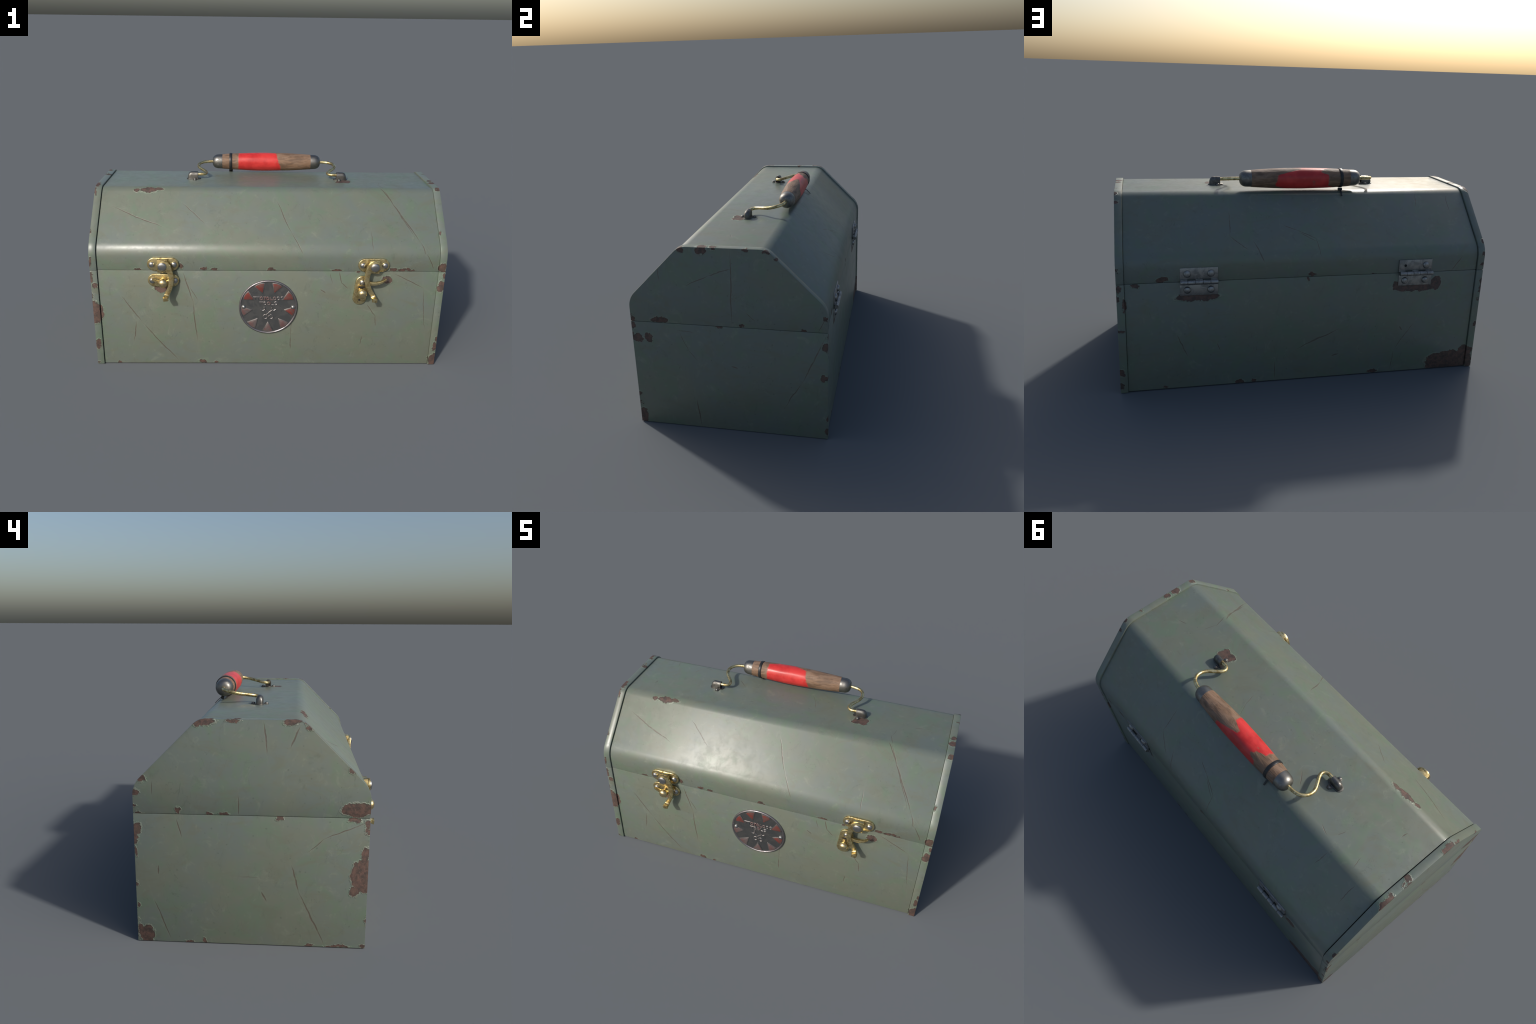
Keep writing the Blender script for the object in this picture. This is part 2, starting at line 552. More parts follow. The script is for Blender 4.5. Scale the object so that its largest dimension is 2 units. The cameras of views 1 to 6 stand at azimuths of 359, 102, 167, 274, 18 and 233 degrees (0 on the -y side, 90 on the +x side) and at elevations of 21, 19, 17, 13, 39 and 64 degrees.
def nearest_mark(N, at, marks, metres=False):
    """Smallest distance to a list of (centre, rotation, half sizes), relative or in metres from the rim."""
    best = None
    for k, (loc, rot, size) in enumerate(marks):
        if best is not None and k % 10 == 0:      # keeps the shader's working set small
            at = N.vec("ADD", at, N.math("MULTIPLY", best, 1e-8))
        m = N.add("ShaderNodeMapping", vector_type='TEXTURE')
        N.put(m.inputs[0], at)
        m.inputs[1].default_value = loc
        m.inputs[2].default_value = rot
        m.inputs[3].default_value = size
        d = N.vec("LENGTH", m.outputs[0])
        if metres:
            r = sorted(size)[1]
            d = N.math("MULTIPLY_ADD", d, r, -r)
        best = d if best is None else N.math("MINIMUM", best, d)
    return best


def paint(name, chips, scratches, shade=1.0):
    """Aged green enamel with chips down to rusty steel and long scratches."""
    N = Nodes(name)
    centred = lambda v, amp: N.vec("SCALE", N.vec("SUBTRACT", v, (0.5, 0.5, 0.5)), scale=amp)
    coarse = centred(N.noise(24.0, 5.0, 0.72, color=True), 0.040)
    fine = centred(N.noise(95.0, 3.0, color=True), 0.009)
    torn = centred(N.noise(52.0, 2.0, color=True), 0.020)
    ragged = N.vec("ADD", N.vec("ADD", N.vec("ADD", N.pos, coarse), torn), fine)

    # --- colour drift of the old enamel
    big = N.noise(2.6, 4.0, 0.6, distort=0.6)
    mid = N.noise(7.5, 5.0, 0.62, distort=0.8)
    tint = N.mix(N.ramp(big, 0.38, 0.64), PAINT_COOL, PAINT_WARM)
    tint = N.mix(N.math("MULTIPLY", N.ramp(mid, 0.46, 0.66), 0.80), tint, PAINT_GREEN)
    low = N.xyz(N.pos)[2]
    tint = N.mix(N.math("MULTIPLY", N.ramp(low, 0.5, 0.0), 0.12), tint, PAINT_OLIVE)  # slightly yellower and darker towards the bottom
    # pale rubbed dabs and dark specks
    dabs = N.ramp(N.noise(13.0, 5.0, 0.7, distort=1.2), 0.56, 0.74)
    tint = N.mix(N.math("MULTIPLY", dabs, 0.48), tint, PAINT_PALE)
    smear = N.ramp(N.noise(5.0, 6.0, 0.72, stretch=(1.0, 1.0, 2.0), distort=1.5), 0.50, 0.68)
    tint = N.mix(N.math("MULTIPLY", smear, 0.70), tint, PAINT_OLIVE)
    vor = N.add("ShaderNodeTexVoronoi")
    N.put(vor.inputs["Vector"], N.vec("ADD", N.pos, fine))
    vor.inputs["Scale"].default_value = 24.0
    wn = N.math("GREATER_THAN", N.xyz(vor.outputs["Color"])[0], 0.72)
    speck = N.math("MULTIPLY", N.ramp(vor.outputs["Distance"], 0.14, 0.06), wn)
    tint = N.mix(N.math("MULTIPLY", speck, 0.5), tint, PAINT_SPECK)
    pits = N.add("ShaderNodeTexVoronoi")
    N.put(pits.inputs["Vector"], N.vec("ADD", N.pos, (0.013, 0.007, 0.003)))
    pits.inputs["Scale"].default_value = 58.0
    few = N.math("GREATER_THAN", N.xyz(pits.outputs["Color"])[1], 0.86)
    few = N.math("MULTIPLY", few, N.ramp(N.noise(4.5, 3.0), 0.42, 0.62))
    pit = N.math("MULTIPLY", N.ramp(pits.outputs["Distance"], 0.16, 0.08), few)
    tint = N.mix(N.math("MULTIPLY", pit, 0.6), tint, PAINT_SPECK)
    smudge = N.ramp(N.noise(17.0, 6.0, 0.75, stretch=(1.0, 1.0, 0.7), distort=0.8, at=N.vec("ADD", N.pos, (3.1, 1.7, 0.4))), 0.55, 0.74)
    tint = N.mix(N.math("MULTIPLY", smudge, 0.40), tint, PAINT_SPECK)
    rubbed = N.ramp(N.noise(21.0, 6.0, 0.78, distort=0.5, at=N.vec("ADD", N.pos, (1.3, 5.7, 2.4))), 0.57, 0.74)
    tint = N.mix(N.math("MULTIPLY", rubbed, 0.52), tint, PAINT_PALE)
    hair = N.noise(9.0, 3.0, 0.6, stretch=(1.0, 1.0, 0.45), distort=2.2, at=N.vec("ADD", N.pos, (7.3, 2.2, 4.9)))
    hair = N.ramp(N.math("ABSOLUTE", N.math("SUBTRACT", hair, 0.5)), 0.007, 0.0)
    hair = N.math("MULTIPLY", hair, N.ramp(N.noise(5.5, 3.0, 0.6, at=N.vec("ADD", N.pos, (2.3, 9.2, 0.9))), 0.50, 0.62))
    tint = N.mix(N.math("MULTIPLY", hair, 0.50), tint, PAINT_SPECK)
    grain = N.ramp(N.noise(220.0, 2.0), 0.62, 0.78)
    tint = N.mix(N.math("MULTIPLY", grain, 0.12), tint, PAINT_SPECK)

    height = N.math("MULTIPLY", mid, 0.04)
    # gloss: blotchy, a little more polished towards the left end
    rough = N.ramp(N.noise(15.0, 6.0, 0.74, distort=0.4), 0.36, 0.70, 0.335, 0.425)
    rough = N.math("ADD", rough, N.ramp(N.xyz(N.pos)[0], -0.80, 0.0, -0.055, 0.035))
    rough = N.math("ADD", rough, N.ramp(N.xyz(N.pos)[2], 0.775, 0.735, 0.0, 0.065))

    # --- scratches
    if scratches:
        wob = N.vec("ADD", N.pos, centred(N.noise(8.0, 3.0, color=True), 0.022))
        wob = N.vec("ADD", wob, centred(N.noise(60.0, 2.0, color=True), 0.004))
        marks = []
        for x0, y0, z0, x1, y1, z1, w in scratches:
            a, b = Vector((x0, y0, z0)), Vector((x1, y1, z1))
            d = b - a
            marks.append(((a + b) / 2, d.to_track_quat('X', 'Z').to_euler(),
                          (d.length / 2 + 0.012, 0.0037 * w, 0.0037 * w + 0.010)))
        # widen square to the skin so that the wobble cannot lose the mark
        fixed = []
        for (loc, rot, size), s in zip(marks, scratches):
            d = Vector(s[3:6]) - Vector(s[:3])
            n = skin_normal(loc)
            X = d.normalized()
            Y = n.cross(X).normalized()
            Zv = X.cross(Y)
            R = Matrix((X, Y, Zv)).transposed().to_euler()
            fixed.append((loc, R, (size[0], size[1], 0.03)))
        ds = nearest_mark(N, wob, fixed)
        broken = N.ramp(N.noise(34.0, 4.0, 0.7), 0.28, 0.52, 0.45, 1.0)
        sc = N.math("MULTIPLY", N.ramp(ds, 1.05, 0.55), broken)
        halo = N.ramp(ds, 2.4, 0.9)
        tint = N.mix(N.math("MULTIPLY", halo, 0.10), tint, PAINT_PALE)
        tint = N.mix(N.math("MULTIPLY", sc, 0.80), tint, SCRATCH)
        height = N.math("SUBTRACT", height, N.math("MULTIPLY", sc, 0.10))

    # --- chips
    metal = 0.0
    if chips:
        marks = [((x, y, z), (0, 0, 0), (max(a, .007) * 1.08, max(b, .007) * 1.08, max(c, .007) * 1.08))
                 for x, y, z, a, b, c in chips]
        if scratches:
            ragged = N.vec("ADD", ragged, N.math("MULTIPLY", ds, 1e-8))
        d = nearest_mark(N, ragged, marks, True)
        chip = N.ramp(d, 0.0010, -0.0010)
        fresh = N.math("MULTIPLY", N.ramp(d, 0.022, 0.003), N.ramp(N.noise(18.0), 0.35, 0.65))
        rim = N.ramp(d, 0.0065, 0.0010)
        tint = N.mix(N.math("MULTIPLY", fresh, 0.30), tint, PAINT_FRESH)
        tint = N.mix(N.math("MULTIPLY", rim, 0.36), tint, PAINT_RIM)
        rust = N.mix(N.ramp(N.noise(46.0, 5.0, 0.72), 0.38, 0.62), RUST_DARK, RUST_RED)
        rust = N.mix(N.math("MULTIPLY", N.ramp(N.noise(15.0, 4.0), 0.5, 0.7), 0.5), rust, RUST_BROWN)
        edge = N.math("MULTIPLY", N.ramp(d, -0.007, 0.0), 0.45)
        rust = N.mix(edge, rust, RUST_DARK)
        tint = N.mix(chip, tint, rust)
        rough = N.mixf(chip, rough, 0.72)
        height = N.math("SUBTRACT", N.math("ADD", height, N.math("MULTIPLY", rim, 0.45)), N.math("MULTIPLY", chip, 0.9))
        height = N.math("ADD", height, N.math("MULTIPLY", N.math("MULTIPLY", N.noise(70.0), chip), 0.4))
    soft = N.bump(N.noise(4.0, 2.0, 0.45), 0.25, 0.002)
    normal = N.bump(height, 0.85, 0.0035, soft)
    return N.set(base_color=tint, roughness=rough, normal=normal, specular=0.64)


def skin_normal(p):
    """Outward direction of the box skin near a point."""
    x, y, z = p
    if abs(x) > 0.99:
        return Vector((math.copysign(1, x), 0, 0))
    if z > Z_TOP - 0.012:
        return Vector((0, 0, 1))
    s = 1 if y > CY else -1
    if z > 0.70:
        return Vector((0, s, 1)).normalized()
    return Vector((0, s, 0))


PAINT_COOL = (0.131, 0.157, 0.139)
PAINT_WARM = (0.144, 0.161, 0.124)
PAINT_GREEN = (0.123, 0.169, 0.118)
PAINT_OLIVE = (0.134, 0.143, 0.106)
PAINT_PALE = (0.205, 0.230, 0.178)
PAINT_SPECK = (0.075, 0.090, 0.070)
PAINT_FRESH = (0.105, 0.185, 0.120)
PAINT_RIM = (0.260, 0.270, 0.200)
SCRATCH = (0.085, 0.060, 0.045)
RUST_DARK = (0.048, 0.033, 0.027)
RUST_RED = (0.112, 0.061, 0.046)
RUST_BROWN = (0.100, 0.070, 0.048)


def metal(name, color, dark, rough=0.32, patch=30.0, amount=0.7, metallic=1.0):
    N = Nodes(name)
    worn = N.ramp(N.noise(patch, 5.0, 0.65, distort=0.8), 0.41, 0.61)
    col = N.mix(N.math("MULTIPLY", worn, amount), color, dark)
    rgh = N.mixf(worn, rough, rough + 0.18)
    nrm = N.bump(N.noise(patch * 1.6, 2.0), 0.08, 0.0012)
    return N.set(base_color=col, metallic=metallic, roughness=rgh, normal=nrm)


def wood_and_paint(name):
    """Weathered wooden grip with a worn red band, seen along its length (x)."""
    N = Nodes(name)
    x, y, z = N.xyz(N.pos)
    grain = N.noise(60.0, 5.0, 0.6, stretch=(0.22, 1.0, 1.0), distort=0.8)
    flame = N.noise(16.0, 4.0, 0.6, stretch=(0.5, 1.0, 1.0), distort=1.4)
    wood = N.mix(N.ramp(grain, 0.36, 0.64), (0.125, 0.076, 0.047), (0.220, 0.132, 0.080))
    wood = N.mix(N.math("MULTIPLY", N.ramp(flame, 0.45, 0.66), 0.55), wood, (0.262, 0.176, 0.122))
    ny = N.math("DIVIDE", N.math("SUBTRACT", y, HANDLE_Y), 0.055)
    nz = N.math("DIVIDE", N.math("SUBTRACT", z, HANDLE_Z), 0.055)
    behind = N.ramp(ny, 0.40, 0.80)
    lean = N.math("ADD", N.math("MULTIPLY", ny, 0.45), N.math("MULTIPLY", nz, 0.89))
    notch = N.ramp(lean, 0.78, 1.0)
    wob = N.math("MULTIPLY", N.math("SUBTRACT", N.noise(30.0, 4.0, 0.65), 0.5), 0.030)
    right = N.math("SUBTRACT", N.math("SUBTRACT", N.mixf(behind, 0.078, 0.142), N.math("MULTIPLY", nz, 0.018)), N.math("MULTIPLY", notch, 0.052))
    left = N.math("ADD", N.mixf(behind, -0.178, -0.150), N.math("MULTIPLY", notch, 0.055))
    xs = N.math("ADD", x, wob)
    band = N.math("MULTIPLY", N.ramp(N.math("SUBTRACT", right, xs), -0.005, 0.006), N.ramp(N.math("SUBTRACT", xs, left), -0.005, 0.006))
    worn = N.ramp(N.noise(20.0, 5.0, 0.7, stretch=(0.7, 1.0, 1.0), at=N.vec("ADD", N.pos, (0.31, 0.2, 0.0))), 0.62, 0.72)
    band = N.math("MULTIPLY", band, N.math("SUBTRACT", 1.0, N.math("MULTIPLY", worn, 0.6)))
    red = N.mix(N.ramp(N.noise(14.0, 4.0, 0.6), 0.35, 0.65), (0.46, 0.022, 0.021), (0.60, 0.040, 0.036))
    col = N.mix(band, wood, red)
    rough = N.mixf(band, 0.62, 0.36)
    h = N.math("ADD", N.math("MULTIPLY", grain, N.math("SUBTRACT", 1.0, N.math("MULTIPLY", band, 0.8))), N.math("MULTIPLY", band, 0.5))
    return N.set(base_color=col, roughness=rough, normal=N.bump(h, 0.7, 0.004))


def plain(name, color, rough, metallic=0.0):
    N = Nodes(name)
    f = N.noise(40.0, 4.0)
    dark = tuple(c * 0.7 for c in color)
    return N.set(base_color=N.mix(f, dark, color), roughness=rough, metallic=metallic)


HANDLE_Y, HANDLE_Z = 0.2135, 1.067

BRASS = metal("aged_brass", (0.82, 0.69, 0.37), (0.27, 0.20, 0.085), 0.32, 44.0, 0.85)
BRASS_BALL = metal("polished_brass", (0.78, 0.64, 0.36), (0.50, 0.38, 0.18), 0.24, 60.0, 0.6)
STEEL = metal("rivet_steel", (0.46, 0.46, 0.445), (0.28, 0.28, 0.27), 0.28, 60.0, 0.6)
FERRULE = metal("ferrule_steel", (0.235, 0.230, 0.215), (0.16, 0.155, 0.145), 0.40, 45.0, 0.6)
SOCKET = metal("socket_steel", (0.185, 0.18, 0.168), (0.115, 0.11, 0.10), 0.42, 45.0, 0.6)
HINGE = metal("hinge_steel", (0.34, 0.34, 0.33), (0.23, 0.23, 0.22), 0.44, 24.0, 0.8)
BADGE = metal("badge_metal", (0.27, 0.27, 0.265), (0.15, 0.15, 0.15), 0.36, 22.0, 0.7)
BADGE_RIM = metal("badge_rim_metal", (0.32, 0.30, 0.31), (0.18, 0.165, 0.165), 0.38, 50.0, 0.6)
BADGE_RELIEF = metal("badge_relief_metal", (0.34, 0.32, 0.31), (0.17, 0.155, 0.155), 0.36, 60.0, 0.6)
BADGE_RED = metal("badge_red_enamel", (0.190, 0.044, 0.036), (0.115, 0.060, 0.052), 0.42, 30.0, 0.9, 0.30)
BADGE_FADED = metal("badge_faded_enamel", (0.185, 0.100, 0.096), (0.15, 0.135, 0.13), 0.42, 30.0, 0.9, 0.45)
RUBBER = plain("black_nylon", (0.018, 0.019, 0.021), 0.42)
DARK = plain("dark_filler", (0.012, 0.013, 0.013), 0.9)  # near-black colour standing in for the shade in seams and holes
WOOD = wood_and_paint("wood_and_red_paint")

# ---------------------------------------------------------------- the thing
toolbox = link(bpy.data.objects.new("toolbox", None))
toolbox["label"] = "worn green steel toolbox with brass latches and red wooden handle"
toolbox["category"] = "toolbox"

ALL_CHIPS = (SLOPE_CHIPS + FRONT_CHIPS + CAP_FRONT_CHIPS + CAP_SLOPE_CHIPS + LEFT_END_CHIPS
             + RIGHT_END_CHIPS + BACK_CHIPS + CAP_BACK_CHIPS + TOP_CHIPS + CAP_TOP_CHIPS)
ALL_SCRATCHES = FRONT_SCRATCHES + BACK_SCRATCHES + LID_SCRATCHES + LEFT_END_SCRATCHES + RIGHT_END_SCRATCHES


def in_half(z, r, lid):
    if r >= 0.019 and abs(z - Z_SPLIT) < r:
        return True
    return (z > Z_SPLIT) == lid


# the sheet is one bent skin; each flat of it gets its own share of the marks
REGIONS = ("front", "front_slope", "top", "back_slope", "back")


def touches(region, y, z, ry, rz):
    front = y < CY
    if region == "top":
        return z + rz > Z_TOP - 0.020
    if region in ("front_slope", "back_slope"):
        return front == region.startswith("front") and z + rz > Z_SHOULDER - 0.03 and z - rz < Z_TOP - 0.004
    return front == (region == "front") and z - rz < Z_SHOULDER + 0.03


def chips_for(lid, side, region=None):
    out = []
    for c in ALL_CHIPS:
        if not in_half(c[2], c[5], lid):
            continue
        if side == 0:
            ok = abs(c[0]) - c[3] - 0.005 < CAP_IN and touches(region, c[1], c[2], c[4], c[5])
        else:
            ok = c[0] * side + c[3] + 0.005 > CAP_IN
        if ok:
            out.append(c)
    return out


def scratches_for(lid, side, region=None):
    out = []
    for s in ALL_SCRATCHES:
        lo, hi = min(s[2], s[5]), max(s[2], s[5])
        if (hi < Z_SPLIT) if lid else (lo > Z_SPLIT):
            continue
        if side:
            ok = max(s[0] * side, s[3] * side) > 0.955
        else:
            ok = abs(s[0]) < 0.955 and touches(region, (s[1] + s[4]) / 2, (lo + hi) / 2, 0, (hi - lo) / 2)
        if ok:
            out.append(s)
    return out


def region_of(n):
    if n.z > 0.924:
        return 2
    if n.z > 0.383:
        return 1 if n.y < 0 else 3
    return 0 if n.y < 0 else 4


def shell(name, lid):
    lo, hi = (Z_SPLIT + GAP / 2, 2.0) if lid else (-1.0, Z_SPLIT - GAP / 2)
    me = mesh_from(box_part(-BODY_END, BODY_END_TIGHT, INSET, lo, hi, 0.003, 0.0022), name, 30)
    used = [r for r in REGIONS if lid or r in ("front", "back")]
    for r in used:
        me.materials.append(paint(name + "_" + r + "_paint", chips_for(lid, 0, r), scratches_for(lid, 0, r)))
    for p in me.polygons:
        r = REGIONS[region_of(p.normal)]
        p.material_index = used.index(r) if r in used else 0
    body = link(bpy.data.objects.new(name, me), toolbox)
    for side in (-1, 1):
        a, b = sorted((side * CAP_IN, side * CAP_OUT))
        make(box_part(a, b, 0.0, lo, hi, 0.0, 0.0022), "end_panel",
             paint(name + "_end_paint", chips_for(lid, side), scratches_for(lid, side)), body, 30)
    return body


lid = shell("lid", True)
base = shell("base", False)
make(box_part(-0.985, 0.985, 0.013, -1.0, 2.0, 0.008, 0.0), "dark_seam_core", DARK, base)  # added dark core, not a real part; blackens the seams from inside


# ------------------------------------------------------------------- handle
def grip_radius(x):
    t = min(1.0, abs(x) / 0.28)
    return 0.0460 + 0.0108 * (1 - t ** 2.0)


AXIS = ((0, HANDLE_Y, HANDLE_Z), (0, 1, 0), (0, 0, 1), (1, 0, 0))
prof = [(-0.279, 0.030)] + [(-0.279 + 0.558 * i / 60, grip_radius(-0.279 + 0.558 * i / 60)) for i in range(61)] + [(0.279, 0.030)]
bm = lathe(prof, AXIS, 48)
from mathutils import noise
for v in bm.verts:
    if abs(v.co.x) < 0.272:
        off = Vector((0, v.co.y - HANDLE_Y, v.co.z - HANDLE_Z))
        f = noise.noise(Vector((v.co.x * 9, v.co.y * 45, v.co.z * 45)))
        v.co += off * (0.022 * f)
handle = make(bm, "handle", WOOD, toolbox, 40)

ferrule_prof = [(0.000, 0.030), (0.000, 0.0450), (0.004, 0.0456)]
for i in range(0, 13):
    a = math.pi / 2 * i / 12
    ferrule_prof.append((0.024 + 0.040 * math.sin(a) ** 1.0, 0.0445 * math.cos(a) ** 0.62 if i < 12 else 0.0))
wire_line = [(0.325, 0.2135, 1.067), (0.345, 0.2135, 1.067), (0.374, 0.2095, 1.066), (0.402, 0.198, 1.064),
             (0.420, 0.176, 1.060), (0.4255, 0.148, 1.0545), (0.418, 0.120, 1.049), (0.400, 0.093, 1.044),
             (0.381, 0.067, 1.039), (0.3725, 0.046, 1.035), (0.377, 0.029, 1.032), (0.393, 0.020, 1.0305),
             (0.420, 0.0195, 1.030), (0.440, 0.0195, 1.030)]


def arch(x, scale_y, scale_z, steps=14, y0=0.0205, z0=TOP - 0.001):
    hw, wall = 0.0178 * scale_y, 0.024 * scale_z
    pts = [(x, y0 + hw, z0)]
    for i in range(steps + 1):
        a = math.pi * i / steps
        pts.append((x, y0 + hw * math.cos(a), z0 + wall + 0.0225 * scale_z * math.sin(a)))
    return pts + [(x, y0 - hw, z0)]


bolt_mesh = mesh_from(lathe(dome(0.0090, 0.0085, 0.0025), FACING_UP(0, 0, 0), 20), "bolt")
bolt_mesh.materials.append(FERRULE)

for side in (-1, 1):
    flip = lambda p: (p[0] * side, p[1], p[2])
    frame = ((0.2775 * side, HANDLE_Y, HANDLE_Z), (0, 1, 0), (0, 0, 1), (side, 0, 0))
    make(lathe(ferrule_prof, frame, 40), "ferrule", FERRULE, handle, 50)
    make(tube(spline([flip(p) for p in wire_line], 6), 0.0091, 14), "handle_wire", BRASS, handle, 60)
    # socket: half-round tunnel with a rounded outer end on a small eared foot
    rings = [arch(0.436, 0.70, 0.84), arch(0.4225, 0.78, 0.88), arch(0.4225, 1.0, 1.0), arch(0.457, 1.0, 1.0)]
    for i in range(1, 9):
        a = math.pi / 2 * i / 8
        k = max(math.cos(a), 0.05) ** 0.55
        rings.append(arch(0.457 + 0.026 * math.sin(a), 0.25 + 0.75 * k, k))
    bm = rings_to_bm([[flip(p) for p in r] for r in rings])
    make(bm, "handle_socket", SOCKET, handle, 40)
    foot = [(x * side, y) for x, y in stadium(0.032, 0.0125, 0.438, 0.0205, math.pi / 2)]
    bm = prism(foot, FACING_UP(0, 0, TOP), -0.001, 0.0035, 0.001)
    toe = [(x * side, y) for x, y in stadium(0.022, 0.0210, 0.4475, 0.0205)]
    bm = prism(toe, FACING_UP(0, 0, TOP), -0.001, 0.0042, 0.001, bm)
    make(bm, "socket_foot", SOCKET, handle, 40)
    for y in (-0.0120, 0.0530):
        b = link(bpy.data.objects.new("bolt", bolt_mesh), handle)
        b.location = (0.438 * side, y, TOP + 0.0032)

# cable tie round the grip, its head below and its tail lying down the back slope
r = grip_radius(0.226) + 0.0008
bm = lathe([(-0.0085, r - 0.004), (-0.0085, r + 0.002), (-0.007, r + 0.0030), (0.007, r + 0.0030), (0.0085, r + 0.002), (0.0085, r - 0.004)],
           ((-0.226, HANDLE_Y, HANDLE_Z), (0, 1, 0), (0, 0, 1), (1, 0, 0)), 44)
head = [(-0.0115, -0.008), (0.0115, -0.008), (0.0115, 0.008), (-0.0115, 0.008)]
bm = prism(head, ((-0.2255, 0.2310, 1.0095), (1, 0, 0), (0, 0.93, 0.37), (0, 0.37, -0.93)), -0.004, 0.0095, 0.002, bm)
tail = spline([(-0.2255, 0.233, 1.010, 0.012), (-0.2255, 0.245, 1.0035, 0.011), (-0.2255, 0.258, 0.992, 0.010), (-0.2250, 0.2715, 0.977, 0.0085)], 5)
bm = strap(tail, 0.003, 0.0008, bm, Vector((0, 0.7, 0.7)))
make(bm, "cable_tie", RUBBER, handle, 40)


# ------------------------------------------------------------------ latches
def dome_mesh(name, r, h, mat, skirt=0.0):
    me = mesh_from(lathe(dome(r, h, skirt), FACING_UP(0, 0, 0), 28), name, 60)
    me.materials.append(mat)
    return me


RIVET = dome_mesh("rivet", 0.0168, 0.0125, STEEL, 0.002)
PIVOT = dome_mesh("pivot", 0.0245, 0.0120, STEEL, 0.004)
PIN = dome_mesh("pin", 0.0120, 0.0100, STEEL)
HINGE_RIVET = dome_mesh("hinge_rivet", 0.0190, 0.0135, HINGE, 0.002)


def place(mesh, name, loc, facing, parent, tilt=(0.0, 0.0)):
    """Set a dome standing on the front (-1) or back (+1) face."""
    ob = link(bpy.data.objects.new(name, mesh), parent)
    ob.location = loc
    ob.rotation_euler = (math.radians(90 * -facing) + tilt[0], tilt[1], 0)
    return ob


def bridge(cx, z0, z1, half, rise, bm):
    """Pressed-up strip across the middle of the plate."""
    out = [(cx - half, 0.0), (cx - half + 0.004, rise), (cx + half - 0.004, rise), (cx + half, 0.0)]
    frame = ((0, FRONT, 0), (1, 0, 0), (0, -1, 0), (0, 0, 1))
    return prism(out, frame, z0, z1, 0.002, bm)


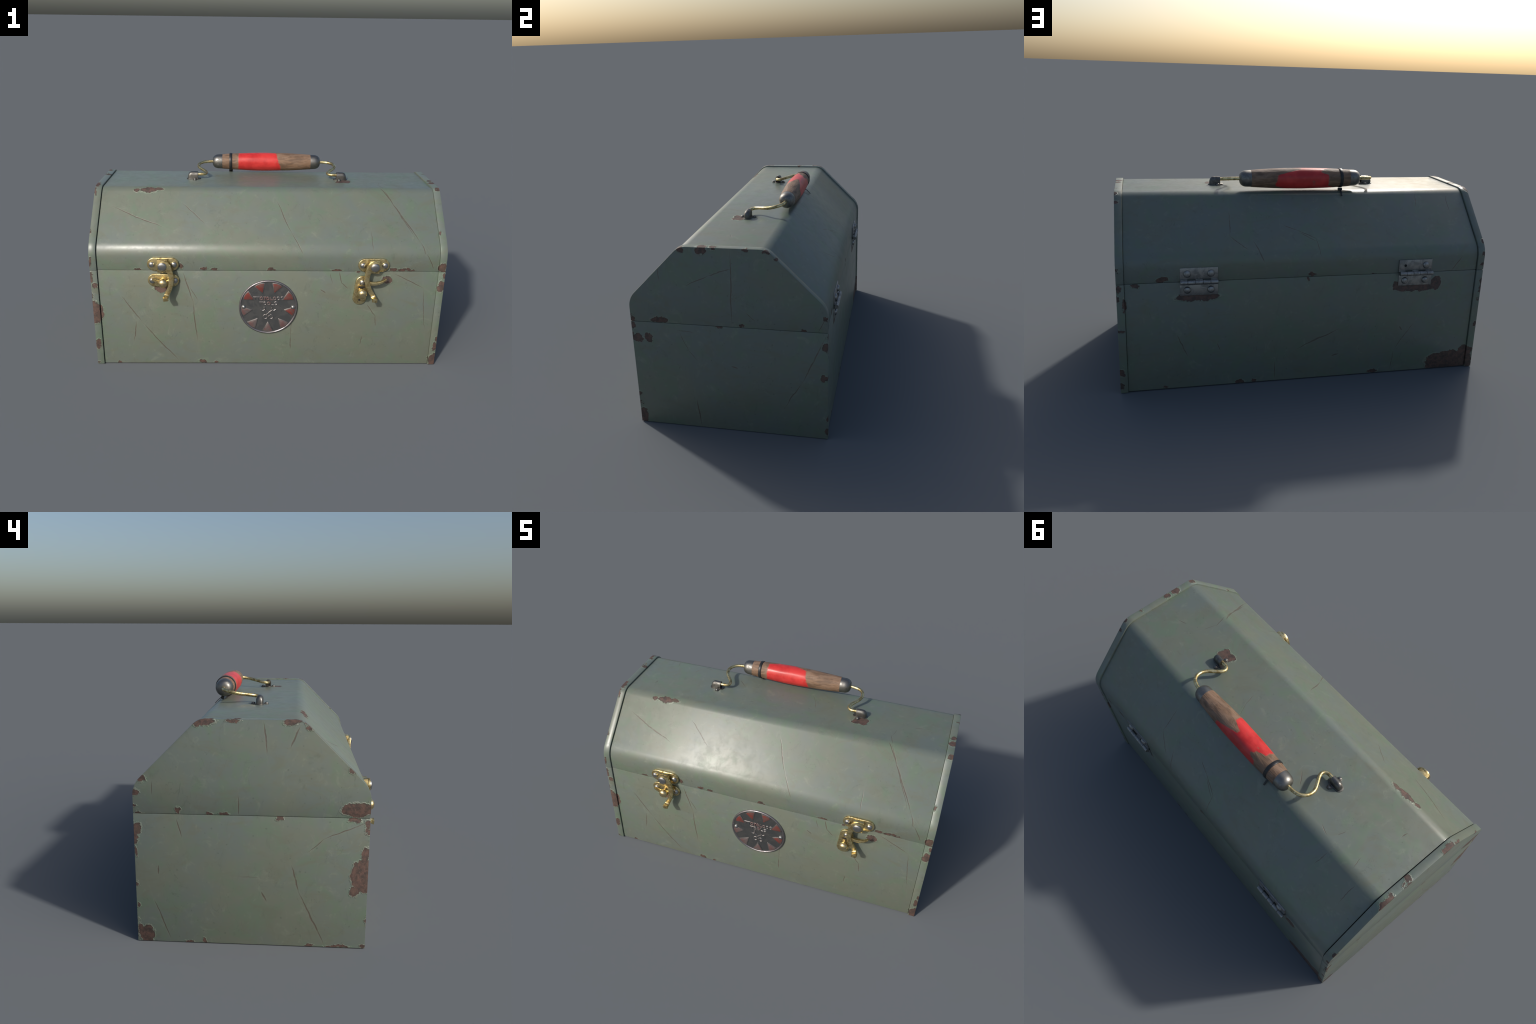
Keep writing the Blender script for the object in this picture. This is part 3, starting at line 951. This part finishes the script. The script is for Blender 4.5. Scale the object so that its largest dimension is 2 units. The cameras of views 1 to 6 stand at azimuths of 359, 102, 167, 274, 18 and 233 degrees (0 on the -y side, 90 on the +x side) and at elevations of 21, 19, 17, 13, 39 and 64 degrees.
def latch(cx, open_side):
    """open_side -1: hook closed behind its ball, +1: hook mirrored, keeper hanging."""
    m = -open_side                     # mirror of the hook about the pivot
    at = FACING_FRONT(0, FRONT, 0)
    bm = prism(stadium(0.0495, 0.0385, cx, 0.6375), at, -0.001, 0.0125, 0.0035, segments=3)
    bm = bridge(cx - 0.0005, 0.5965, 0.6715, 0.0335, 0.033, bm)
    plate = make(bm, "latch", BRASS, toolbox, 35)
    for dx in (-0.0615, 0.0615):
        place(RIVET, "rivet", (cx + dx, FRONT - 0.0122, 0.6370), -1, plate)
    # swing hook: ring round the pivot, curved bar, bent finger tab, side claw
    y = FRONT - 0.039
    ring = prism(circle(0.0335, cx, 0.6370), FACING_FRONT(0, y, 0), -0.007, 0.007, 0.002)
    bar = [(-0.004, 0.0, 0.6540, 0.028, 0.0160), (0.014, 0.0, 0.6490, 0.036, 0.0160), (0.0300, 0.0, 0.630, 0.036, 0.0160),
           (0.0410, 0.0, 0.604, 0.030, 0.0160), (0.0475, -0.001, 0.575, 0.0275, 0.0160), (0.0460, -0.002, 0.540, 0.0270, 0.0160),
           (0.0370, -0.002, 0.505, 0.0265, 0.0160), (0.0250, -0.002, 0.478, 0.0265, 0.0165), (0.0190, -0.004, 0.4640, 0.0265, 0.0180),
           (0.0160, -0.012, 0.4550, 0.0270, 0.0210), (0.0150, -0.024, 0.4520, 0.0280, 0.0225), (0.0150, -0.037, 0.4510, 0.0285, 0.0230)]
    sw = 0.12 if open_side > 0 else 0.0        # the open hook hangs a little swung out
    swing = lambda px, py, pz, *rest: (cx + m * (px + (pz - 0.637) * sw), y + py, pz - px * sw, *rest)
    pts = [swing(*p) for p in spline(bar, 6)]
    ring = strap(pts, 0.0165, 0.0016, ring)
    claw = [(0.040, 0.004, 0.548, 0.020), (0.020, 0.002, 0.5405, 0.0195), (-0.008, 0.0, 0.5395, 0.0175), (-0.035, -0.002, 0.546, 0.0135), (-0.060, -0.004, 0.562, 0.0070)]
    pts = [swing(*p) for p in spline(claw, 6)]
    ring = strap(pts, 0.0150, 0.0014, ring)
    make(ring, "latch_hook", BRASS, plate, 35)
    place(PIVOT, "pivot", (cx, y - 0.0065, 0.6375), -1, plate)
    # keeper plate with its ball
    if open_side < 0:
        kx, kz, turn, ball = cx, 0.5405, 0.0, (cx + 0.001, 0.5400)
        rivets, dark_disc = [(-0.0615, 0.0), (0.0640, 0.0)], None
    else:
        kx, kz, turn, ball = cx - 0.0625, 0.4835, math.radians(84), (cx - 0.0610, 0.4820)
        rivets, dark_disc = [(0.0500, 0.0)], (-0.0580, 0.0)
    keeper = prism(stadium(0.0500, 0.0385, kx, kz, turn), at, -0.001, 0.0115, 0.0035, segments=3)
    keeper = make(keeper, "latch_keeper", BRASS, plate, 35)
    c, s = math.cos(turn), math.sin(turn)
    for u, v in rivets:
        place(RIVET, "rivet", (kx + u * c - v * s, FRONT - 0.0112, kz + u * s + v * c), -1, keeper)
    dark = []
    if dark_disc:
        u, v = dark_disc
        dark = prism(circle(0.0065, kx + u * c, kz + u * s, 20), at, 0.006, 0.0121)  # dark disc laid on the keeper for its hole; nothing is cut
        dark_slab = [(kx - 0.016, kz + 0.016), (kx + 0.020, kz + 0.016), (kx + 0.020, kz + 0.0265), (kx - 0.016, kz + 0.0265)]
        dark = prism(dark_slab, at, 0.006, 0.0122, 0.0, dark)  # dark slab in place of a real slot
        make(dark, "dark_hole_inlay", DARK, keeper)
    bx, bz = ball
    stem = [(0.008, 0.019), (0.016, 0.017), (0.030, 0.013), (0.040, 0.014), (0.042, 0.0240), (0.046, 0.0262), (0.052, 0.0264)]
    for i in range(1, 8):
        a = math.pi / 2 * i / 7
        stem.append((0.052 + 0.0205 * math.sin(a), 0.0264 * math.cos(a) ** 0.85 if i < 7 else 0.0))
    make(lathe(stem, FACING_FRONT(bx, FRONT, bz), 32), "latch_ball", BRASS_BALL, keeper, 50)


latch(-0.5900, -1)
latch(0.5900, 1)


# ------------------------------------------------------------------- hinges
def hinge(cx, missing, slip):
    at = lambda z, y=BACK: ((cx, y, z), (-1, 0, 0), (0, 0, 1), (0, 1, 0))
    hw = 0.0965
    up = [(-hw, 0.0125), (hw, 0.0125), (hw, 0.0735), (-hw, 0.0735)]
    lift = 0.003 if missing else 0.0
    bm = prism(up, ((cx, BACK + lift, 0.598), (-1, 0, 0), (0, 0, 1), (0, 1, 0)), -0.001 - lift, 0.0045, 0.0008)
    low = [(-hw + slip, -0.0735), (hw + slip, -0.0735), (hw + slip, -0.0125), (-hw + slip, -0.0125)]
    bm = prism(low, at(0.598), -0.001, 0.0045, 0.0008, bm)
    for z0, z1 in ((0.006, 0.0135), (-0.0135, -0.006)):
        for k in range(5):
            if (k % 2 == 0) == (z0 > 0):
                a, b = -hw + 2 * hw * k / 5 + 0.001, -hw + 2 * hw * (k + 1) / 5 - 0.001
                bm = prism([(a, z0), (b, z0), (b, z1), (a, z1)], at(0.598), 0.0, 0.010, 0.001, bm)
    plate = make(bm, "hinge", HINGE, toolbox, 35)
    lean = 0.0035 if missing else 0.0
    y = BACK + 0.0150 + lift
    for k in range(5):
        a, b = -hw + 2 * hw * k / 5 + 0.0006, -hw + 2 * hw * (k + 1) / 5 - 0.0006
        rr = 0.0122
        prof = [(a, rr - 0.0009), (a + 0.0009, rr), (b - 0.0009, rr), (b, rr - 0.0009)]
        make(lathe(prof, ((cx - lean, y, 0.597), (0, 1, 0), (0, 0, 1), (-1, 0, 0)), 24), "hinge_knuckle", HINGE, plate, 40)
    for dx in (-0.0605, 0.0595):
        for dz in (0.042, -0.044):
            if missing and dx > 0 and dz > 0:
                dark_disc = prism(circle(0.0075, -dx, dz, 20), at(0.598, BACK), 0.002, 0.0085)  # dark disc standing for the empty screw hole; the leaf is uncut
                make(dark_disc, "dark_hole_disc", DARK, plate)
                continue
            x = cx + dx + (-0.002 if missing and dz < 0 else 0)
            place(HINGE_RIVET, "rivet", (x, BACK + 0.004 + (lift if dz > 0 else 0), 0.598 + dz), 1, plate,
                  (random.uniform(-.12, .12), random.uniform(-.12, .12)))


hinge(0.5900, False, 0.0)
hinge(-0.5880, True, 0.004)

# -------------------------------------------------------------------- badge
BX, BZ, BR = 0.0020, 0.3735, 0.1685
at = FACING_FRONT(BX, FRONT, BZ)
badge = make(prism(circle(BR - 0.004, steps=72), at, -0.001, 0.006, 0.0), "badge", BADGE, toolbox, 30)
rim = [(-0.001, BR), (0.0065, BR), (0.0095, BR - 0.003), (0.0105, BR - 0.006), (0.0098, BR - 0.009), (0.0055, BR - 0.0125), (-0.0005, BR - 0.014)]
o, U, V, Nn = (Vector(k) for k in at)
rings = [[o + Nn * h + (U * math.cos(a) + V * math.sin(a)) * rr for h, rr in rim] for a in (2 * math.pi * i / 72 for i in range(73))]
bm = rings_to_bm(rings, cap=False)
bmesh.ops.remove_doubles(bm, verts=bm.verts, dist=1e-5)
make(bm, "badge_rim", BADGE_RIM, badge, 60)
for k in range(9):
    a = math.radians(-90 + 40 * k)
    tri = []
    for rr, da in ((0.915, -12.5), (0.935, -5.5), (0.940, 0.0), (0.935, 5.5), (0.915, 12.5)):
        b = a + math.radians(da)
        tri.append((BR * rr * math.cos(b), BR * rr * math.sin(b)))
    tri.append((BR * 0.545 * math.cos(a + 0.03), BR * 0.545 * math.sin(a + 0.03)))
    tri.append((BR * 0.545 * math.cos(a - 0.03), BR * 0.545 * math.sin(a - 0.03)))
    edge = make(prism(tri, at, 0.004, 0.0092, 0.0030, segments=2), "badge_ray", BADGE_RELIEF, badge, 40)
    cx, cz = sum(p[0] for p in tri) / len(tri), sum(p[1] for p in tri) / len(tri)
    inner = [(cx + (p[0] - cx) * 0.78, cz + (p[1] - cz) * 0.78) for p in tri]
    faded = math.sin(a) < -0.2 or (math.cos(a) < -0.9)
    make(prism(inner, at, 0.006, 0.0100, 0.0005), "enamel_inlay", BADGE_FADED if faded else BADGE_RED, edge, 40)
for x in (-0.1405, 0.1420):
    place(PIN, "rivet", (BX + x, FRONT - 0.0060, 0.3745), -1, badge)


def glyph_row(pieces, z, h, bm):
    """Rubbed-down relief lettering: rings and bars, (kind, x, width)."""
    for kind, x, w in pieces:
        if kind == "ring":
            loop = [(x + w / 2 * 0.72 * math.cos(a), 0, z + h / 2 * 0.78 * math.sin(a)) for a in (2 * math.pi * i / 20 for i in range(21))]
            bm = tube([(BX + p[0], FRONT - 0.0062, BZ + p[2]) for p in loop], 0.0038, 8, bm)
        elif kind == "tee":
            for a, b in (((x - w / 2, z + h * .38), (x + w / 2, z + h * .38)), ((x, z + h * .38), (x, z - h * .42))):
                bm = tube([(BX + a[0], FRONT - 0.0062, BZ + a[1]), (BX + b[0], FRONT - 0.0062, BZ + b[1])], 0.0038, 8, bm)
        elif kind == "ell":
            for a, b in (((x - w / 3, z + h * .42), (x - w / 3, z - h * .40)), ((x - w / 3, z - h * .40), (x + w / 2, z - h * .40))):
                bm = tube([(BX + a[0], FRONT - 0.0062, BZ + a[1]), (BX + b[0], FRONT - 0.0062, BZ + b[1])], 0.0038, 8, bm)
        else:
            ess = [(x + w * .42, z + h * .34), (x, z + h * .44), (x - w * .38, z + h * .22), (x, z), (x + w * .38, z - h * .22), (x, z - h * .44), (x - w * .42, z - h * .34)]
            bm = tube([(BX + p[0], FRONT - 0.0062, BZ + p[1]) for p in spline(ess, 4)], 0.0038, 8, bm)
    return bm


row1 = [("tee", -0.078, 0.018), ("tee", -0.059, 0.018), ("ring", -0.040, 0.019), ("tee", -0.021, 0.016), ("ring", -0.003, 0.019), ("ell", 0.017, 0.016),
        ("ring", 0.036, 0.019), ("ring", 0.057, 0.018), ("ess", 0.079, 0.018)]
row2 = [("tee", -0.040, 0.022), ("ring", -0.020, 0.020), ("ring", 0.002, 0.022), ("ell", 0.022, 0.018), ("ess", 0.043, 0.020)]
def worn(bm, amount=0.0009):
    for v in bm.verts:
        v.co += noise.noise_vector(v.co * 95) * amount
        v.co.y += 0.0016 * (0.5 + noise.noise(v.co * 40))
    return bm


make(worn(glyph_row(row1[:2] + row1[7:], 0.0560, 0.0225, glyph_row(row2[:2] + row2[3:], 0.0245, 0.0225, None))), "badge_lettering", BADGE_RELIEF, badge, 60, True)
make(worn(glyph_row(row1[2:7], 0.0560, 0.0225, glyph_row(row2[2:3], 0.0245, 0.0225, None))), "badge_lettering", BADGE_FADED, badge, 60, True)

# two crossed spanners
bm = None
for s in (-1, 1):
    P = lambda x, z: (BX + s * x, FRONT - 0.0070, BZ + z)
    bm = tube([P(-0.012, -0.050), P(0.002, -0.034), P(0.018, -0.021), P(0.026, -0.014)], 0.0040, 8, bm)
    bm = tube(spline([P(0.043, -0.0135), P(0.032, -0.020), P(0.023, -0.016), P(0.018, -0.009), P(0.024, 0.001)], 4), 0.0042, 8, bm)
    loop = [P(-0.016 + 0.0125 * math.cos(a), -0.0600 + 0.0125 * math.sin(a)) for a in (2 * math.pi * i / 20 for i in range(21))]
    bm = tube(loop, 0.0036, 8, bm)
make(worn(bm, 0.001), "badge_spanners", BADGE_RELIEF, badge, 60)
